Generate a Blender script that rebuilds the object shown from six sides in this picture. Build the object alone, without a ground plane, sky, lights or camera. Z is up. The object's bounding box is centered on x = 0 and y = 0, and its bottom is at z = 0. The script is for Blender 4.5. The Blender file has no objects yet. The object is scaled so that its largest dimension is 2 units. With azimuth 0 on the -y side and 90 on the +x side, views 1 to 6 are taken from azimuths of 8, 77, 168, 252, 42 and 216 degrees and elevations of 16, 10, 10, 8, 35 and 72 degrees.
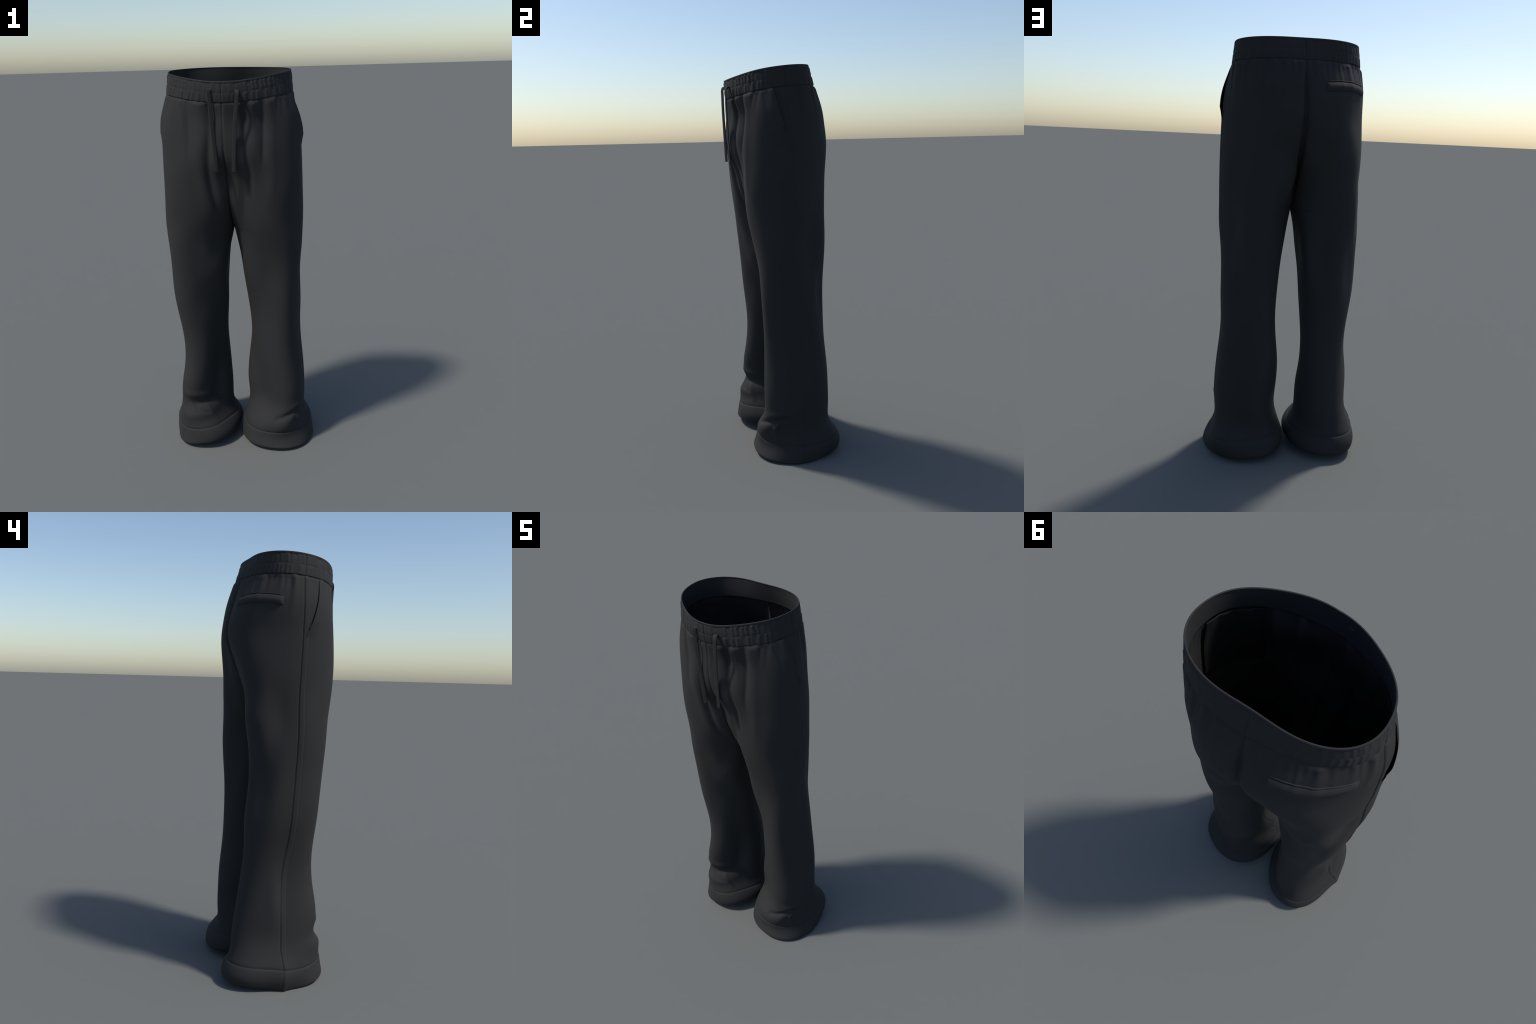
"""Black jersey sweatpants: two draped legs with turned cuffs, gathered elastic
waistband, hanging drawstrings, slanted side pockets and one back welt pocket."""
import bpy
import math
import numpy as np

# ---------------------------------------------------------------- measurements
MID = -0.011            # plane of the centre seam
CROTCH = 1.215          # height where the two legs part
TOP = 1.9735            # mean height of the waist rim
BAND = 0.092            # height of the waistband
CUFF = 0.088            # height of the hem cuff
SQUARE = 2.25           # squareness of the cross-sections
# cross-sections of each leg tube, from hem to waist; the tubes overlap above
# the crotch and are joined along the centre seam.
# height, centre x, centre y, half width, half depth, twist, 3-lobe cos, sin, 4-lobe cos, sin
SECTIONS = {
 'left': [
  (0.00, 0.191, 0.014, 0.190, 0.239, -0.007, 0.011, -0.037, 0.008, 0.020),
  (0.07, 0.184, 0.034, 0.188, 0.219, 0.002, 0.002, 0.002, -0.004, 0.006),
  (0.14, 0.182, 0.016, 0.163, 0.196, -0.005, -0.020, 0.014, 0.004, 0.028),
  (0.22, 0.194, 0.024, 0.148, 0.172, -0.068, -0.048, -0.015, 0.023, 0.043),
  (0.32, 0.196, 0.028, 0.149, 0.165, -0.090, -0.067, -0.021, 0.038, 0.050),
  (0.45, 0.191, 0.032, 0.146, 0.166, -0.095, -0.038, 0.017, 0.022, 0.031),
  (0.62, 0.190, 0.027, 0.132, 0.161, -0.084, -0.013, 0.024, -0.000, 0.036),
  (0.80, 0.187, 0.019, 0.136, 0.158, -0.076, -0.009, -0.015, 0.024, 0.034),
  (1.00, 0.175, 0.007, 0.147, 0.170, -0.064, 0.015, -0.070, 0.028, 0.002),
  (1.15, 0.168, -0.002, 0.156, 0.178, -0.053, -0.001, -0.049, 0.067, -0.023),
  (1.25, 0.161, -0.010, 0.169, 0.186, 0.000, -0.002, -0.039, 0.067, 0.000),
  (1.38, 0.140, -0.016, 0.193, 0.205, 0.002, 0.018, -0.079, 0.027, 0.034),
  (1.52, 0.114, -0.012, 0.215, 0.223, -0.015, 0.028, -0.065, 0.012, 0.012),
  (1.66, 0.059, -0.016, 0.258, 0.244, -0.005, 0.059, -0.029, 0.011, -0.023),
  (1.78, 0.010, -0.023, 0.301, 0.233, 0.029, 0.037, -0.004, 0.002, -0.040),
  (1.87, -0.007, -0.037, 0.307, 0.220, 0.018, -0.012, 0.015, 0.021, -0.007),
  (1.99, -0.010, -0.054, 0.293, 0.200, 0.011, 0.001, 0.056, 0.008, 0.001)],
 'right': [
  (0.00, -0.206, 0.024, 0.149, 0.254, 0.022, 0.020, -0.026, -0.014, -0.006),
  (0.07, -0.199, 0.030, 0.174, 0.241, -0.015, 0.022, -0.003, 0.007, 0.016),
  (0.14, -0.210, 0.027, 0.148, 0.215, 0.023, 0.030, 0.002, 0.018, 0.009),
  (0.22, -0.207, 0.041, 0.128, 0.184, 0.111, 0.075, -0.007, 0.019, -0.029),
  (0.32, -0.205, 0.038, 0.121, 0.175, 0.147, 0.099, 0.029, 0.029, -0.051),
  (0.45, -0.201, 0.035, 0.108, 0.166, 0.142, 0.068, 0.067, 0.016, -0.026),
  (0.62, -0.201, 0.026, 0.111, 0.153, 0.096, 0.063, 0.032, 0.011, -0.025),
  (0.80, -0.206, 0.018, 0.131, 0.154, 0.101, 0.056, 0.016, 0.012, -0.052),
  (1.00, -0.197, -0.007, 0.148, 0.158, 0.072, -0.019, -0.003, -0.036, -0.060),
  (1.15, -0.190, -0.012, 0.163, 0.169, 0.045, 0.009, -0.013, -0.013, -0.043),
  (1.25, -0.182, -0.015, 0.173, 0.188, -0.012, 0.029, -0.025, 0.004, 0.000),
  (1.38, -0.166, -0.023, 0.187, 0.204, -0.028, 0.018, -0.040, -0.002, -0.001),
  (1.52, -0.134, -0.013, 0.214, 0.228, 0.011, -0.007, -0.042, 0.007, -0.004),
  (1.66, -0.079, -0.014, 0.256, 0.247, 0.007, -0.039, -0.042, 0.010, 0.015),
  (1.78, -0.038, -0.025, 0.289, 0.234, 0.003, -0.034, -0.011, 0.015, 0.017),
  (1.87, -0.007, -0.037, 0.307, 0.220, 0.018, -0.012, 0.015, 0.021, -0.007),
  (1.99, -0.010, -0.054, 0.293, 0.200, 0.011, 0.001, 0.056, 0.008, 0.001)]}
# how the hem and the rim rise and fall round the leg: mean, cos, sin, cos2, sin2
HEM = {'left': (0.022, -0.012, 0.005, -0.004, -0.002), 'right': (0.029, 0.015, 0.001, -0.009, -0.007)}
RIM = (0.0, -0.0030, 0.0305, 0.0065, -0.0004)


def spline(xs, ys):
    """natural cubic spline through (xs, ys); ys may have several columns"""
    x = np.asarray(xs, float); y = np.asarray(ys, float)
    if y.ndim == 1:
        y = y[:, None]
    n = len(x); h = np.diff(x)
    A = np.zeros((n, n)); B = np.zeros((n, y.shape[1])); A[0, 0] = A[-1, -1] = 1
    for i in range(1, n - 1):
        A[i, i - 1], A[i, i], A[i, i + 1] = h[i - 1], 2 * (h[i - 1] + h[i]), h[i]
        B[i] = 6 * ((y[i + 1] - y[i]) / h[i] - (y[i] - y[i - 1]) / h[i - 1])
    M = np.linalg.solve(A, B)

    def f(q):
        q = np.asarray(q, float); s = q.shape; q = np.clip(q.ravel(), x[0] - .03, x[-1] + .03)
        i = np.clip(np.searchsorted(x, q) - 1, 0, n - 2)
        hh = h[i][:, None]; a = ((x[i + 1] - q) / h[i])[:, None]; b = ((q - x[i]) / h[i])[:, None]
        r = a * y[i] + b * y[i + 1] + ((a**3 - a) * M[i] + (b**3 - b) * M[i + 1]) * hh**2 / 6
        return r.reshape(s + (y.shape[1],)) if y.shape[1] > 1 else r.reshape(s)
    return f


def smooth(a, b, v):
    t = np.clip((np.asarray(v, float) - a) / (b - a), 0, 1)
    return t * t * (3 - 2 * t)


def bump(v, w):
    return np.exp(-(np.asarray(v, float) / w)**2)


def wave5(c, ph):
    return c[0] + c[1]*np.cos(ph) + c[2]*np.sin(ph) + c[3]*np.cos(2*ph) + c[4]*np.sin(2*ph)


SECT = {k: spline([r[0] for r in v], [r[1:] for r in v]) for k, v in SECTIONS.items()}


def section_xy(side, z, ph):
    q = SECT[side](z)
    r = ((np.abs(np.cos(ph)) / q[..., 2])**SQUARE + (np.abs(np.sin(ph)) / q[..., 3])**SQUARE)**(-1 / SQUARE)
    r = r * (1 + q[..., 4]*np.sin(2*ph) + q[..., 5]*np.cos(3*ph) + q[..., 6]*np.sin(3*ph)
             + q[..., 7]*np.cos(4*ph) + q[..., 8]*np.sin(4*ph))
    return q[..., 0] + r*np.cos(ph), q[..., 1] + r*np.sin(ph)


SGN = {'left': 1.0, 'right': -1.0}
# where the side seam runs: share of the way from the front centre to the back
# y of the side seam at each height
SIDE_SEAM = {
    'left': spline([0, .32, .42, .71, 1.0, 1.27, 1.41, 1.49, 1.75, 1.88, 1.98],
                   [.014, .028, .026, .024, .014, .004, -.004, -.012, -.028, -.034, -.040]),
    'right': spline([0, .18, .26, .46, .58, .67, .84, 1.0, 1.17, 1.35, 1.55, 1.71, 1.85, 1.98],
                    [.036, .031, .032, .031, .025, .013, .002, -.006, -.010, -.010, -.016, -.021, -.025, -.034])}
INSEAM_GAP, INSEAM_Y = {}, {}
for s_, g_ in SGN.items():
    th_ = np.linspace(-1, 1, 401) * .9 + (math.pi if g_ > 0 else 0)
    x_, y_ = section_xy(s_, np.full(401, CROTCH), th_)
    k_ = np.argmin(x_ * g_)
    INSEAM_GAP[s_] = (x_[k_] - MID) * g_         # how far the inner side is from the centre plane
    INSEAM_Y[s_] = y_[k_]


def inner_shift(side, z, ph):
    """bring the inner sides of both tubes to one point of the centre plane at the crotch"""
    g = SGN[side]
    w = np.clip(-g*np.cos(ph), 0, 1) * bump(z - CROTCH, .15)
    return -g*INSEAM_GAP[side]*w, (.5*(INSEAM_Y['left'] + INSEAM_Y['right']) - INSEAM_Y[side])*w


def outline(side, Z, n=1441):
    """closed tube outline at nominal height Z -> phi running front -> outside -> back"""
    g = SGN[side]
    t = np.linspace(0, 2*math.pi, n)          # from the inner point
    ph = (math.pi + t) if g > 0 else -t       # left: inner=pi, front=-pi/2 ; right: inner=0, front=-pi/2
    z = np.full(n, Z)
    x, y = section_xy(side, z, ph)
    dx, dy = inner_shift(side, z, ph)
    return ph, x + dx, y + dy


def base_row(side, Z, ss, seam_y=None):
    """angles phi for shares ss (0 front centre .. 1 back centre) at nominal height Z"""
    g = SGN[side]
    ph, x, y = outline(side, Z)
    d = (x - MID) * g
    n = len(ph)
    if Z <= CROTCH:
        # start at the innermost point
        k = np.argmin(np.where(np.abs(np.cos(ph)) > .4, d, 9)[:n-1])
        step = ph[1] - ph[0]
        shift = ((k + n//2) % (n-1) - n//2) * step
        # ease the start towards the pure inner direction far below
        phs = ph + shift
        lo, hi = phs[0], phs[-1]
    else:
        i = 0
        h = n // 2
        neg = np.where(d[:h] < 0)[0]
        i = neg[-1] if len(neg) else 0
        f = d[i] / (d[i] - d[i+1]) if len(neg) else 0
        lo = ph[i] + f * (ph[1] - ph[0])
        neg = np.where(d[h:] < 0)[0] + h
        j = neg[0] if len(neg) else n - 1
        f = d[j] / (d[j] - d[j-1]) if len(neg) else 0
        hi = ph[j] - f * (ph[1] - ph[0])
    p = np.linspace(lo, hi, 1201)
    x, y = section_xy(side, np.full(1201, Z), p)
    dx, dy = inner_shift(side, np.full(1201, Z), p)
    x = x + dx; y = y + dy
    L = np.r_[0, np.cumsum(np.hypot(np.diff(x), np.diff(y)))]
    if seam_y is not None:                  # put the middle column on the side seam
        k = np.where((x - SECT[side](Z)[0])*g > 0)[0]
        m = k[np.argmin(np.abs(y[k] - seam_y))]
        seam = L[m]/L[-1]
        ss = np.where(ss <= .5, 2*ss*seam, seam + (2*ss - 1)*(1 - seam))
        return np.interp(ss*L[-1], L, p), L[-1], ss
    return np.interp(np.asarray(ss) * L[-1], L, p), L[-1]


CUFF_Z = 0.078                   # seam between cuff and leg
BAND_Z = 1.881                   # seam between leg and waistband
CLOTH = 0.004                    # thickness of the fabric


def row_heights():
    z = [np.linspace(0, CUFF_Z, 22), np.linspace(CUFF_Z, .36, 80)[1:], np.linspace(.36, CROTCH - .03, 110)[1:],
         np.linspace(CROTCH - .03, CROTCH, 12)[1:],
         CROTCH + (np.linspace(0, 1, 24)[1:])**2.2 * .05,
         np.linspace(CROTCH + .05, 1.62, 70)[1:], np.linspace(1.62, BAND_Z, 80)[1:],
         np.linspace(BAND_Z, TOP, 30)[1:]]
    return np.concatenate(z)


# bulges: height, direction round the leg in degrees, size, half height, half width in degrees
BULGES = {
 'left': [(1.50, 99, -.026, .10, 16), (1.38, 108, -.011, .09, 14), (.95, 114, -.020, .17, 20), (1.32, 131, .016, .08, 12),
          (1.20, -52, .015, .13, 22), (.86, -64, .014, .20, 20), (.96, -15, -.013, .13, 16),
          (.87, 67, -.015, .12, 16), (1.58, -108, .014, .08, 14), (.03, -64, -.006, .05, 18), (1.73, 9, -.008, .10, 20),
          (.09, 50, .013, .05, 24), (1.86, -57, .007, .05, 14)],
 'right': [(1.04, 102, .032, .14, 22), (.86, 98, .012, .14, 18), (1.22, 103, .008, .10, 18), (1.13, 124, .015, .11, 16), (1.00, 66, -.027, .16, 18),
           (1.52, 82, -.013, .11, 16), (1.62, 102, -.008, .08, 16), (1.28, 148, -.015, .13, 18),
           (1.79, 136, .016, .065, 26), (1.71, 128, .007, .05, 22), (.165, -86, .028, .042, 32), (1.20, -166, .012, .20, 18),
           (.85, -158, .012, .16, 22), (.42, 168, .012, .12, 18), (.75, -62, .015, .11, 22), (1.12, -71, .011, .09, 18),
           (1.58, -72, .012, .08, 14)],
}


class Cloth:
    """rest surface of one half of the trousers, hem to rim, front centre to back centre"""
    def __init__(self, side, cols=421):
        self.side = side
        self.Z = row_heights(); self.C = np.linspace(0, 1, cols)
        n = len(self.Z)
        self.S = np.zeros((n, cols))
        PH = np.zeros((n, cols)); self.girth = np.zeros(n)
        for i, Z in enumerate(self.Z):
            PH[i], self.girth[i], self.S[i] = base_row(side, Z, self.C, float(SIDE_SEAM[side](Z)))
        Zg = np.repeat(self.Z[:, None], cols, 1)
        z = Zg + wave5(HEM[side], PH)*(1 - smooth(0, .9, Zg)) + wave5(RIM, PH)*smooth(1.45, 1.93, Zg)
        if side == 'right':       # the cuff is deeper on the outside
            z = z + .018*np.clip(-np.cos(PH), 0, 1)**2*smooth(0, .07, Zg)*(1 - smooth(.1, .3, Zg))
        x, y = section_xy(side, np.clip(z, 0, 2.01), PH)
        dx, dy = inner_shift(side, Zg, PH)
        x = x + dx; y = y + dy
        # soft bulges and hollows of the hanging cloth
        for h, deg, size, tall, wide in BULGES[side]:
            turn_ = (PH - math.radians(deg) + math.pi) % (2*math.pi) - math.pi
            w = size*bump(Zg - h, tall)*bump(turn_, math.radians(wide))
            x = x + w*np.cos(PH); y = y + w*np.sin(PH)
        self.P = np.stack([x, y, z], -1)
        self.seam = self.S[:, cols//2]
        self.Zg = Zg
        self.PH = PH

    def index(self, s, Z):
        """fractional grid position of share s at height Z"""
        i = np.interp(Z, self.Z, np.arange(len(self.Z)))
        seam = np.interp(Z, self.Z, self.seam)
        c = np.where(s <= seam, .5*s/seam, .5 + .5*(s - seam)/(1 - seam))
        return i, c*(len(self.C) - 1)

    def sample(self, grid, s, Z):
        i, j = self.index(np.asarray(s, float), np.asarray(Z, float))
        i0 = np.clip(i.astype(int), 0, grid.shape[0] - 2); j0 = np.clip(j.astype(int), 0, grid.shape[1] - 2)
        fi = (i - i0)[..., None]; fj = (j - j0)[..., None]
        return ((grid[i0, j0]*(1 - fj) + grid[i0, j0 + 1]*fj)*(1 - fi)
                + (grid[i0 + 1, j0]*(1 - fj) + grid[i0 + 1, j0 + 1]*fj)*fi)


def join_centre(L, R):
    """both halves meet exactly on the centre seam; inseam closed below the crotch"""
    up = L.Z > CROTCH
    for col in (0, -1):
        m = (L.P[:, col] + R.P[:, col]) / 2
        m[:, 0] = MID
        for C in (L, R):
            d = m - C.P[:, col]
            d[~up, 0] = 0
            d *= smooth(CROTCH - .22, CROTCH, C.Z)[:, None]
            share = C.C if col == 0 else 1 - C.C
            C.P += d[:, None, :] * (1 - smooth(0, .22, share))[None, :, None]
    for C in (L, R):
        g = SGN[C.side]
        x = (C.P[..., 0] - MID) * g
        lim = .002 * smooth(CROTCH, CROTCH - .05, C.Z)[:, None]
        C.P[..., 0] = MID + g * np.maximum(x, lim)
        low = ~up
        m = (C.P[low, 0] + C.P[low, -1]) / 2
        C.P[low, 0] = m; C.P[low, -1] = m


def normals(C, P):
    du = np.gradient(P, axis=1); dv = np.gradient(P, axis=0)
    low = C.Z <= CROTCH
    e = (P[:, 1] - P[:, -2]) / 2
    du[low, 0] = e[low]; du[low, -1] = e[low]
    n = np.cross(du, dv) * SGN[C.side]
    n /= np.linalg.norm(n, axis=-1, keepdims=True) + 1e-12
    up = ~low
    for c in (0, -1):                       # on the centre seam stay in its plane
        n[up, c, 0] = 0
        n[up, c] /= np.linalg.norm(n[up, c], axis=-1, keepdims=True) + 1e-12
    return n


# ---------------------------------------------------------------- drape
# long folds down the front: path of (x, height), half width, depth (+ ridge, - valley)
FOLDS = {
 'right': [
  ([(-.075, 1.88), (-.080, 1.72), (-.088, 1.62), (-.092, 1.53), (-.084, 1.44), (-.068, 1.36), (-.048, 1.26)], .018, -.0115),
  ([(-.128, 1.87), (-.132, 1.70), (-.135, 1.58), (-.128, 1.46), (-.11, 1.34)], .026, .005),
  ([(-.048, 1.86), (-.052, 1.66), (-.056, 1.54), (-.045, 1.42)], .016, .004),
  ([(-.184, 1.88), (-.182, 1.72), (-.19, 1.56)], .015, -.005),
  ([(-.212, 1.87), (-.215, 1.70)], .014, .003),
  ([(-.240, 1.88), (-.25, 1.74)], .014, -.003)],
 'left': [
  ([(.088, 1.88), (.088, 1.74), (.092, 1.64), (.101, 1.55), (.106, 1.47), (.104, 1.40)], .013, -.0085),
  ([(.055, 1.87), (.052, 1.70), (.048, 1.56), (.040, 1.42), (.030, 1.30)], .018, .004),
  ([(.128, 1.87), (.128, 1.72), (.136, 1.58)], .020, .006),
  ([(.174, 1.89), (.172, 1.76), (.172, 1.66), (.168, 1.54)], .013, -.0070),
  ([(.205, 1.88), (.208, 1.70), (.21, 1.52), (.20, 1.36)], .024, .005),
  ([(.080, 1.47), (.072, 1.38), (.060, 1.27), (.058, 1.20)], .018, -.004),
  ([(.235, 1.88), (.236, 1.80)], .008, -.003),
  ([(.257, 1.88), (.262, 1.78)], .008, -.003)],
}
# breaks of the cloth over the shoe: path, half width, depth
BREAKS = {
 'right': [
  ([(.34, .29), (.29, .275), (.24, .262), (.19, .255)], .020, .007),
  ([(.30, .232), (.26, .218), (.20, .214), (.12, .195), (.05, .16)], .014, -.008),
  ([(.285, .215), (.255, .180), (.215, .155)], .011, -.006),
  ([(.215, .20), (.20, .15), (.175, .11)], .011, .004),
  ([(.12, .16), (.07, .13), (.03, .11)], .012, -.004)],
 'left': [
  ([(.42, .245), (.38, .238), (.33, .226)], .016, .005),
  ([(.415, .218), (.385, .208), (.32, .188), (.25, .160)], .014, -.012),
  ([(.385, .20), (.365, .16), (.375, .10)], .012, .008),
  ([(.33, .165), (.29, .12)], .03, .004)],
}


def fold_field(C, path, width, depth, upright):
    """height field of one fold whose path runs through (x or share, height) points"""
    p = np.array(path, float)
    lo, hi = p[:, 1].min(), p[:, 1].max()
    if upright:                             # hanging fold: distance across, row by row
        o = np.argsort(p[:, 1])
        f = spline(p[o, 1], p[o, 0]) if len(o) > 2 else (lambda q: np.interp(q, p[o, 1], p[o, 0]))
        across = C.P[..., 0] - f(np.clip(C.Z, lo, hi))[:, None]
        fade = min(.06, .5*(hi - lo))
        end = smooth(lo - fade*.6, lo + fade*2, C.Z)*(1 - (smooth(hi, hi + .02, C.Z) if hi > 1.8 else smooth(hi - fade*1.5, hi + fade*.6, C.Z)))
        return depth*bump(across, width)*end[:, None]*smooth(-.15, -.45, np.sin(C.PH))
    else:                                   # break across the leg: distance to the polyline
        best = np.full(C.S.shape, 9.); tt = np.zeros(C.S.shape)
        g = C.girth[:, None]
        n = len(p) - 1
        for k in range(n):
            ax, az = p[k]; bx, bz = p[k + 1]
            ux, uz = (C.S - ax)*g, C.Zg - az
            vx, vz = (bx - ax)*g, bz - az
            t = np.clip((ux*vx + uz*vz)/(vx*vx + vz*vz), 0, 1)
            d = np.hypot(ux - t*vx, uz - t*vz)
            m = d < best
            best = np.where(m, d, best); tt = np.where(m, (k + t)/n, tt)
        out = depth * bump(best, width) * np.sin(np.pi*np.clip(.12 + .76*tt, 0, 1))**.6
    return out


def gathers(C, rng):
    """small irregular pleats hanging from the waistband"""
    d = np.zeros_like(C.S)
    pos = .05
    while pos < .985:
        w = rng.uniform(.008, .014); a = rng.uniform(.0020, .0042)*rng.choice([1, 1, -1])*(1.7 if pos > .55 else .35 if pos < .2 else .7)
        length = rng.uniform(.05, .11)
        lean = rng.uniform(-.02, .02)
        seam = C.seam[np.argmin(np.abs(C.Z - 1.85))]
        if abs(pos - seam) < .035:
            a *= .3
        drop = np.clip(BAND_Z - C.Zg, 0, 1)
        across = (C.S - pos - lean*drop) * C.girth[:, None]
        d += a * bump(across, w*(1 + 3*drop)) * np.exp(-(drop/length)**1.5) * smooth(0, .012, drop + .004)
        pos += rng.uniform(.022, .042)
    return d


def seams(C):
    """grooves of the side seam, centre seams and inseam, and the pressed strip beside the side seam"""
    n = len(C.C); k = n//2
    seam = C.seam[:, None]
    a = (C.S - seam)*C.girth[:, None]              # metres from the side seam, + towards the back
    strength = 1.0 if C.side == 'right' else .6
    d = -.0030*strength*bump(a, .0030)
    strip = smooth(-.027, -.021, a)*(1 - smooth(-.002, .001, a))
    d += .0022*strength*strip
    d += -.0009*bump(a + .026, .003)
    e = np.minimum(C.S, 1 - C.S)*C.girth[:, None]
    front = C.S < .5
    up = C.Zg > CROTCH
    d += np.where(up & front, -.0045*bump(e, .005), 0)
    # back centre seam sinks into a deep crease between the seat halves
    deep = smooth(1.22, 1.45, C.Zg)*(1 - smooth(1.74, 1.88, C.Zg))
    d += np.where(up & ~front, -.005*bump(e, .005) - .014*deep*bump(e, .017), 0)
    d += np.where(~up, -.0015*bump(e, .004), 0)
    return d


def shape_cloth(C, rng):
    N = normals(C, C.P)
    body = smooth(CUFF_Z, CUFF_Z + .03, C.Zg)*(C.Zg < BAND_Z + 1e-6)
    d = np.zeros_like(C.S)
    for path, w, h in FOLDS[C.side]:
        d += fold_field(C, path, w, h, True)
    for path, w, h in BREAKS[C.side]:
        d += fold_field(C, path, w, h, False)
    d += gathers(C, rng)
    d *= body*(.25 + .75*smooth(0, .022, BAND_Z - C.Zg))
    # the hem runs out to a soft corner at the side seam
    a = (C.S - C.seam[:, None])*C.girth[:, None] + (.012 if C.side == 'right' else .034)
    d += (.019 if C.side == 'right' else .006)*np.exp(-np.abs(a/.040)**1.3)*(1 - smooth(0, .16, C.Zg))
    # the leg is gathered in under the band and tucked under the cuff seam
    drop = np.clip(BAND_Z - C.Zg, 0, 9)
    d += np.where(C.Zg <= BAND_Z, -.0035*bump(drop, .007), 0)
    rise = np.clip(C.Zg - CUFF_Z, 0, 9)
    d += np.where(C.Zg >= CUFF_Z, -.003*bump(rise, .006), 0)
    d += seams(C)*smooth(BAND_Z + .001, BAND_Z - .004, C.Zg)*smooth(CUFF_Z - .001, CUFF_Z + .01, C.Zg)
    Q = C.P + N*d[..., None]
    up = C.Z > CROTCH
    g = SGN[C.side]
    for c in (0, -1):
        Q[up, c, 0] = MID
    Q[..., 0] = MID + g*np.maximum((Q[..., 0] - MID)*g, 0)
    low = ~up
    m = (Q[low, 0] + Q[low, -1])/2
    Q[low, 0] = m; Q[low, -1] = m
    C.Q = Q
    C.NQ = normals(C, Q)


# ---------------------------------------------------------------- mesh helpers
def add_object(name, verts, faces, material, parent, weld=True):
    me = bpy.data.meshes.new(name)
    me.from_pydata([tuple(v) for v in np.asarray(verts).tolist()], [], faces)
    me.update()
    if weld:
        import bmesh
        bm = bmesh.new(); bm.from_mesh(me)
        bmesh.ops.remove_doubles(bm, verts=bm.verts, dist=1e-6)
        bm.to_mesh(me); bm.free()
    me.polygons.foreach_set('use_smooth', [True]*len(me.polygons))
    me.materials.append(material)
    ob = bpy.data.objects.new(name, me)
    bpy.context.scene.collection.objects.link(ob)
    ob.parent = parent
    return ob


def grid_faces(r, c, flip=False, off=0, wrap_rows=False, wrap_cols=False):
    i = np.arange(r if wrap_rows else r - 1); j = np.arange(c if wrap_cols else c - 1)
    I, J = np.meshgrid(i, j, indexing='ij')
    I2 = (I + 1) % r; J2 = (J + 1) % c
    f = np.stack([I*c + J, I*c + J2, I2*c + J2, I2*c + J], -1).reshape(-1, 4) + off
    if flip:
        f = f[:, ::-1]
    return f.tolist()


def sheet(name, out, inn, flip, material, parent, wrap_cols=False):
    """cloth with an outer and an inner face, edges closed"""
    r, c = out.shape[:2]
    ring = np.concatenate([out, inn[::-1]], 0)       # rows run up the outside and down the inside
    f = grid_faces(2*r, c, flip, wrap_rows=True, wrap_cols=wrap_cols)
    v = ring.reshape(-1, 3)
    return add_object(name, v, f, material, parent)


def rounded_patch(name, pos, nrm, thick, material, parent, flip=False):
    """a solid strip following a surface: pos and nrm are grids, thick the height over it"""
    r, c = pos.shape[:2]
    top = pos + nrm*thick[..., None]
    bot = pos - nrm*.004
    v = np.concatenate([top.reshape(-1, 3), bot.reshape(-1, 3)])
    f = grid_faces(r, c, flip) + grid_faces(r, c, not flip, off=r*c)
    n = r*c
    loop = ([(0, j) for j in range(c)] + [(i, c-1) for i in range(1, r)]
            + [(r-1, j) for j in range(c-2, -1, -1)] + [(i, 0) for i in range(r-2, 0, -1)])
    ids = [i*c + j for i, j in loop]
    for a, b in zip(ids, ids[1:] + ids[:1]):
        q = [b, a, a + n, b + n]
        f.append(q if not flip else q[::-1])
    return add_object(name, v, f, material, parent, weld=False)


# ---------------------------------------------------------------- materials
def fabric(name, colour, rough=.85, grain=1.0, sheen=.0, scale=420.):
    m = bpy.data.materials.new(name); m.use_nodes = True
    nt = m.node_tree; N = nt.nodes; Lk = nt.links
    b = N['Principled BSDF']
    b.inputs['Roughness'].default_value = rough
    b.inputs['Specular IOR Level'].default_value = .25
    b.inputs['Sheen Weight'].default_value = sheen
    b.inputs['Sheen Roughness'].default_value = .5
    tc = N.new('ShaderNodeTexCoord')
    big = N.new('ShaderNodeTexNoise'); big.inputs['Scale'].default_value = 9.; big.inputs['Detail'].default_value = 3.
    fine = N.new('ShaderNodeTexNoise'); fine.inputs['Scale'].default_value = scale; fine.inputs['Detail'].default_value = 2.
    Lk.new(tc.outputs['Object'], big.inputs['Vector']); Lk.new(tc.outputs['Object'], fine.inputs['Vector'])
    mix = N.new('ShaderNodeMix'); mix.data_type = 'FLOAT'; mix.inputs[0].default_value = .5
    Lk.new(big.outputs['Fac'], mix.inputs[2]); Lk.new(fine.outputs['Fac'], mix.inputs[3])
    ramp = N.new('ShaderNodeValToRGB')
    ramp.color_ramp.elements[0].position = .3; ramp.color_ramp.elements[1].position = .7
    ramp.color_ramp.elements[0].color = tuple(c*.94 for c in colour) + (1,)
    ramp.color_ramp.elements[1].color = tuple(c*1.06 for c in colour) + (1,)
    Lk.new(mix.outputs[0], ramp.inputs['Fac']); Lk.new(ramp.outputs['Color'], b.inputs['Base Color'])
    bp = N.new('ShaderNodeBump'); bp.inputs['Strength'].default_value = .12*grain; bp.inputs['Distance'].default_value = .0006
    Lk.new(fine.outputs['Fac'], bp.inputs['Height']); Lk.new(bp.outputs['Normal'], b.inputs['Normal'])
    return m


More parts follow.
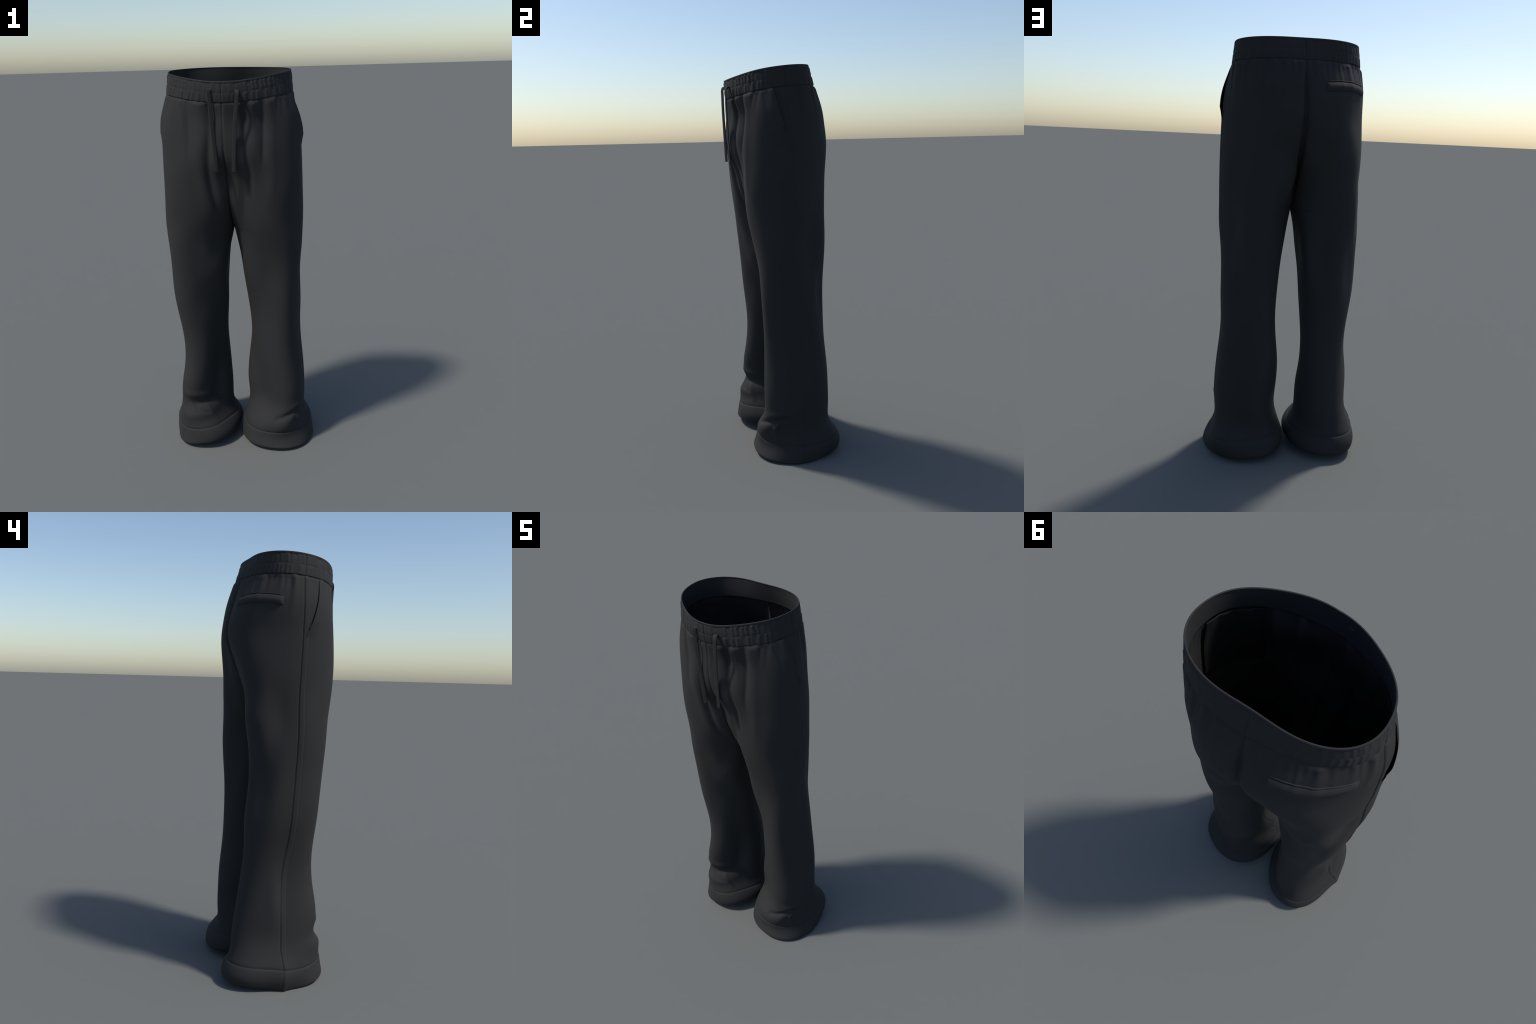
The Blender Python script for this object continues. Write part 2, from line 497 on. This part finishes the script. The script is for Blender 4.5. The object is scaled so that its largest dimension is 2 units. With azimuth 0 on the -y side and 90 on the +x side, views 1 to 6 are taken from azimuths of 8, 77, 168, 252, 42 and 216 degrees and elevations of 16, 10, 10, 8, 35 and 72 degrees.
# ---------------------------------------------------------------- assembly
rng = np.random.default_rng(11)
COLOUR = (.0240, .0238, .0238)
jersey = fabric('black_jersey', COLOUR)
ribbed = fabric('black_waistband_jersey', COLOUR)
tape = fabric('black_cotton_tape', (.026, .0258, .0258), scale=700.)
lining = fabric('black_pocket_lining', (.012, .012, .012))
dark = fabric('dark_thread', (.008, .008, .008))

pants = bpy.data.objects.new('sweatpants', None)
bpy.context.scene.collection.objects.link(pants)
pants['label'] = 'black drawstring sweatpants with gathered waistband and wide cuffed legs'
pants['category'] = 'trousers'

LEFT, RIGHT = Cloth('left'), Cloth('right')
join_centre(LEFT, RIGHT)
for C in (LEFT, RIGHT):
    shape_cloth(C, rng)

kC = int(np.argmin(np.abs(LEFT.Z - CUFF_Z)))
kB = int(np.argmin(np.abs(LEFT.Z - BAND_Z)))

for C in (LEFT, RIGHT):
    flip = C.side == 'right'
    # leg, from cuff seam to waistband
    a, b = kC, kB + 1
    out = C.Q[a:b].copy(); nn = C.NQ[a:b]
    inn = out - nn*CLOTH
    up = C.Z[a:b] > CROTCH
    for arr in (inn,):
        arr[up, 0, 0] = MID; arr[up, -1, 0] = MID
        m = (arr[~up, 0] + arr[~up, -1])/2; arr[~up, 0] = m; arr[~up, -1] = m
    r, c = out.shape[:2]
    v = np.concatenate([out.reshape(-1, 3), inn.reshape(-1, 3)])
    f = grid_faces(r, c, flip) + grid_faces(r, c, not flip, off=r*c)
    leg = add_object('trouser_leg', v, f, jersey, pants)

    # cuff: folded band round the hem, outside, under the edge and up the inside
    ring = C.Q[:kC + 1, :-1]; nr = C.NQ[:kC + 1, :-1]
    zz = C.Z[:kC + 1][:, None]
    sarc = (C.S[:kC + 1, :-1] - C.seam[:kC + 1, None])*C.girth[:kC + 1][:, None]
    puff = .0028*np.sin(np.pi*np.clip(zz/CUFF_Z, 0, 1))**.4 + .0005
    puff = puff - .0025*bump(sarc, .0025) - .0012*bump(sarc + .030, .0025)
    outer = ring + nr*puff[..., None]
    centre = ring.mean((0, 1))
    rows = [outer[::-1]]                              # down the outside
    base = outer[0]; nb = nr[0].copy(); nb[:, 2] = 0
    nb /= np.linalg.norm(nb, axis=1)[:, None]
    for t in (35, 70, 105, 140, 170):                 # round the hem edge
        a_ = math.radians(t); R_ = .006
        rows.append((base - nb*(R_*(1 - math.cos(a_))) - np.array([0, 0, 1.])*R_*math.sin(a_))[None])
    inner = ring - nr*.012
    rows.append(inner[2:])
    rows.append((C.Q[kC + 4:kC + 5, :-1] - C.NQ[kC + 4:kC + 5, :-1]*.0045))
    allr = np.concatenate(rows, 0)
    allr[..., 2] = np.maximum(allr[..., 2], 0)
    f = grid_faces(len(allr), allr.shape[1], not flip, wrap_cols=True, wrap_rows=True)
    cuff = add_object('hem_cuff', allr.reshape(-1, 3), f, jersey, leg, weld=False)

    # slanted side pocket: the front panel's edge stands off the pocket facing
    top_s, bot_s, bot_z = (.428, .497, 1.630) if C.side == 'left' else (.420, .486, 1.630)
    nv, nw = 70, 24
    v_ = np.linspace(0, 1, nv)[:, None]; w_ = np.linspace(0, 1, nw)[None]
    Zp = bot_z - .02 + (BAND_Z - .001 - bot_z + .02)*v_ + 0*w_
    edge = np.interp(Zp, [bot_z - .02, bot_z, 1.70, 1.79, BAND_Z],
                     [bot_s + .001, bot_s, bot_s*.58 + top_s*.42, bot_s*.22 + top_s*.78, top_s])
    S_p = edge - .075*w_
    pos = C.sample(C.Q, S_p, Zp); nr = C.sample(C.NQ, S_p, Zp)
    lift = np.interp(Zp, [bot_z - .02, bot_z + .01, bot_z + .06, bot_z + .14, BAND_Z - .03, BAND_Z],
                     [-.003, .004, .0115, .008, .0035, .001])*(1 - w_)**1.6
    if C.side == 'left':
        lift = lift*1.15 + .0035*(1 - w_)**2*smooth(bot_z, bot_z + .08, Zp)
    lift = lift - .0012*smooth(.55, 1, w_) + .0004
    outp = pos + nr*lift[..., None]; inp = outp - nr*.0035
    sheet('pocket_edge', outp, inp, not flip, jersey, leg)
    # pocket bag hanging inside
    nv, nw = 30, 30
    v_ = np.linspace(0, 1, nv)[:, None]; w_ = np.linspace(0, 1, nw)[None]
    Zb = 1.50 + (BAND_Z - 1.51)*v_ + .03*np.abs(w_ - .5)**2*4*(1 - v_)
    Sb = .24 + (np.interp(Zb, C.Z, C.seam) - .26)*w_
    pos = C.sample(C.Q, Sb, Zb); nr = C.sample(C.NQ, Sb, Zb)
    dep = .010 + .010*np.sin(np.pi*w_)*np.sin(np.pi*np.clip(1.1*(1 - v_), 0, 1))
    sheet('pocket_bag', pos - nr*dep[..., None], pos - nr*(dep[..., None] + .002), not flip, lining, leg)

    if C.side == 'right':
        # back welt pocket
        nv, nw = 26, 90
        v_ = np.linspace(0, 1, nv)[:, None]; w_ = np.linspace(0, 1, nw)[None]
        Sw = .607 + (.895 - .607)*w_ + 0*v_
        Zw = 1.748 + .037*v_ + .007*np.sin(np.pi*w_)
        pos = C.sample(C.Q, Sw, Zw); nr = C.sample(C.NQ, Sw, Zw)
        th = .0088*(.12 + .88*np.sin(np.pi*np.clip(v_, .0, 1))**.65)*(.12 + .88*smooth(0, .05, np.minimum(w_, 1 - w_)))
        th = th*(1.1 - .3*v_)
        rounded_patch('pocket_welt', pos, nr, th, jersey, leg, flip=not flip)
        # second lip above the welt
        nv, nw = 10, 90
        v_ = np.linspace(0, 1, nv)[:, None]
        Zw = 1.7865 + .005*v_ + .007*np.sin(np.pi*w_)
        pos = C.sample(C.Q, Sw[:nv], Zw); nr = C.sample(C.NQ, Sw[:nv], Zw)
        th = .0028*np.sin(np.pi*v_)**.5*np.minimum(1, np.minimum(w_, 1 - w_)*12) + .0002
        rounded_patch('pocket_lip', pos, nr, th, jersey, leg, flip=not flip)

# waistband: one ring through both halves
def band_rows(C):
    P = C.P[kB:]; N = normals(C, C.P)[kB:]
    return P, N, C.S[kB:], C.girth[kB:]

PL, NL, SL, GL = band_rows(LEFT); PR, NR_, SR, GR = band_rows(RIGHT)
# walk front centre -> left side -> back -> right side -> front
P = np.concatenate([PL[:, :-1], PR[:, ::-1][:, :-1]], 1)
N = np.concatenate([NL[:, :-1], NR_[:, ::-1][:, :-1]], 1)
turn = np.concatenate([SL[:, :-1]/2, 1 - SR[:, ::-1][:, :-1]/2], 1)      # 0..1 round the waist
nb, nc = P.shape[:2]
v_ = np.linspace(0, 1, nb)[:, None]                                     # 0 bottom, 1 rim
girth = float(GL[0] + GR[0])
count = 78
jit = rng.uniform(-.45, .45, (3, count)); amp = rng.uniform(.35, 1.35, (3, count))


def ripple(row, lean):
    t = turn + lean*(v_ - .5)/count
    out = np.zeros_like(turn)
    k0 = np.floor(t*count).astype(int)
    for dk in (-1, 0, 1, 2):
        k = (k0 + dk) % count
        x = t*count - (k0 + dk) - .5 - jit[row][k]
        out += amp[row][k]*bump(x, .33)
    return out - .6

stitch = .47
upper = ripple(0, .4)*smooth(stitch, stitch + .10, v_)*(1 - smooth(.90, .955, v_))*(.55 + .9*bump(v_ - .86, .10) + .35*bump(v_ - stitch - .13, .1))
lower = ripple(1, -.3)*(1 - smooth(stitch - .10, stitch, v_))
side_l = np.abs(turn - .2525); side_r = np.abs(turn - .745)
calm = (1 - .8*bump(np.minimum(turn, 1 - turn), .022))*(1 - .7*bump(np.minimum(side_l, side_r), .02))
calm = calm*(1 - .45*smooth(.30, .40, turn)*(1 - smooth(.60, .70, turn)))
d = .0030*(upper + lower)*calm
d += -.0012*bump(v_ - stitch, .05)                                   # elastic stitch line
d += -.0020*bump(v_ - .925, .025) + .0012*smooth(.94, .965, v_)
d += .0022*np.sin(np.pi*np.clip(v_, 0, 1))**.5 - .001
for t0 in (0, .2525, .5, .745):                                       # vertical joins in the band
    a = np.abs((turn - t0 + .5) % 1 - .5)*girth
    d += -.0030*bump(a, .0028)*(1 - smooth(.88, .95, v_))
outer = P + N*d[..., None]
nb_ = N[-1].copy(); nb_[:, 2] = 0; nb_ /= np.linalg.norm(nb_, axis=1)[:, None]
rows = [outer]
R_ = .0030
for t in (30, 60, 90, 120, 150):
    a_ = math.radians(t)
    rows.append((outer[-1] - nb_*(R_*(1 - math.cos(a_))) + np.array([0, 0, 1.])*R_*math.sin(a_))[None])
inner = P - N*(.0035 + .0070*(1 - v_))[..., None]
rows.append(inner[::-1])
ring = np.concatenate(rows, 0)
f = grid_faces(len(ring), nc, False, wrap_cols=True, wrap_rows=True)
band = add_object('waistband', ring.reshape(-1, 3), f, ribbed, pants, weld=False)


# drawstrings: flat tape coming out of a slit in the band and hanging free
def drawstring(points, width, face):
    p = np.array(points, float)
    t = np.r_[0, np.cumsum(np.linalg.norm(np.diff(p, axis=0), axis=1))]
    f = spline(t, p)
    n = 120
    q = f(np.linspace(0, t[-1], n))
    tan = np.gradient(q, axis=0); tan /= np.linalg.norm(tan, axis=1)[:, None]
    fr = np.linspace(0, 1, n)
    ang = np.interp(fr, [0, 1], face)
    side0 = np.stack([np.cos(ang), np.sin(ang), 0*ang], 1)
    side = side0 - tan*np.sum(side0*tan, 1)[:, None]
    side /= np.linalg.norm(side, axis=1)[:, None]
    nor = np.cross(side, tan)
    m = 20
    ring = []
    for k in range(m):
        a = 2*math.pi*k/m
        ca, sa = math.cos(a), math.sin(a)
        x = math.copysign(abs(ca)**.35, ca); y = math.copysign(abs(sa)**.7, sa)
        ring.append(q + side*(x*width/2) + nor*(y*.0024))
    v = np.stack(ring, 1).reshape(-1, 3)
    fcs = grid_faces(n, m, False, wrap_cols=True)
    fcs.append(list(range(m))[::-1]); fcs.append([(n-1)*m + k for k in range(m)])
    return add_object('drawstring', v, fcs, tape, pants, weld=False)


drawstring([(-.060, -.252, 1.903), (-.063, -.266, 1.907), (-.067, -.2715, 1.898), (-.0665, -.273, 1.878), (-.0635, -.273, 1.84),
            (-.056, -.271, 1.70), (-.050, -.2685, 1.60), (-.047, -.266, 1.528)], .0200, (.50, .45))
drawstring([(.060, -.254, 1.895), (.062, -.270, 1.899), (.064, -.2765, 1.890), (.0625, -.278, 1.87), (.058, -.277, 1.83),
            (.045, -.271, 1.70), (.038, -.266, 1.60), (.034, -.262, 1.527)], .0185, (.20, .15))


def slit(x, y, z):
    """stitched buttonhole the tape comes through"""
    n, m = 28, 10
    v = []
    for i in range(n):
        a = 2*math.pi*i/n
        for j in range(m):
            b = 2*math.pi*j/m
            r = .0085 + .0016*math.cos(b)
            v.append((x + .8*r*math.cos(a), y + .0016*math.sin(b), z + r*.6*math.sin(a)))
    return add_object('buttonhole', np.array(v), grid_faces(n, m, False, wrap_rows=True, wrap_cols=True), dark, band, weld=False)


slit(-.062, -.2640, 1.903); slit(.061, -.2670, 1.895)

# set the whole thing on the ground
low = min(min(v.co.z for v in o.data.vertices) for o in bpy.data.objects if o.type == 'MESH')
for o in bpy.data.objects:
    if o.type == 'MESH' and abs(low) > 1e-6:
        for v in o.data.vertices:
            v.co.z -= low
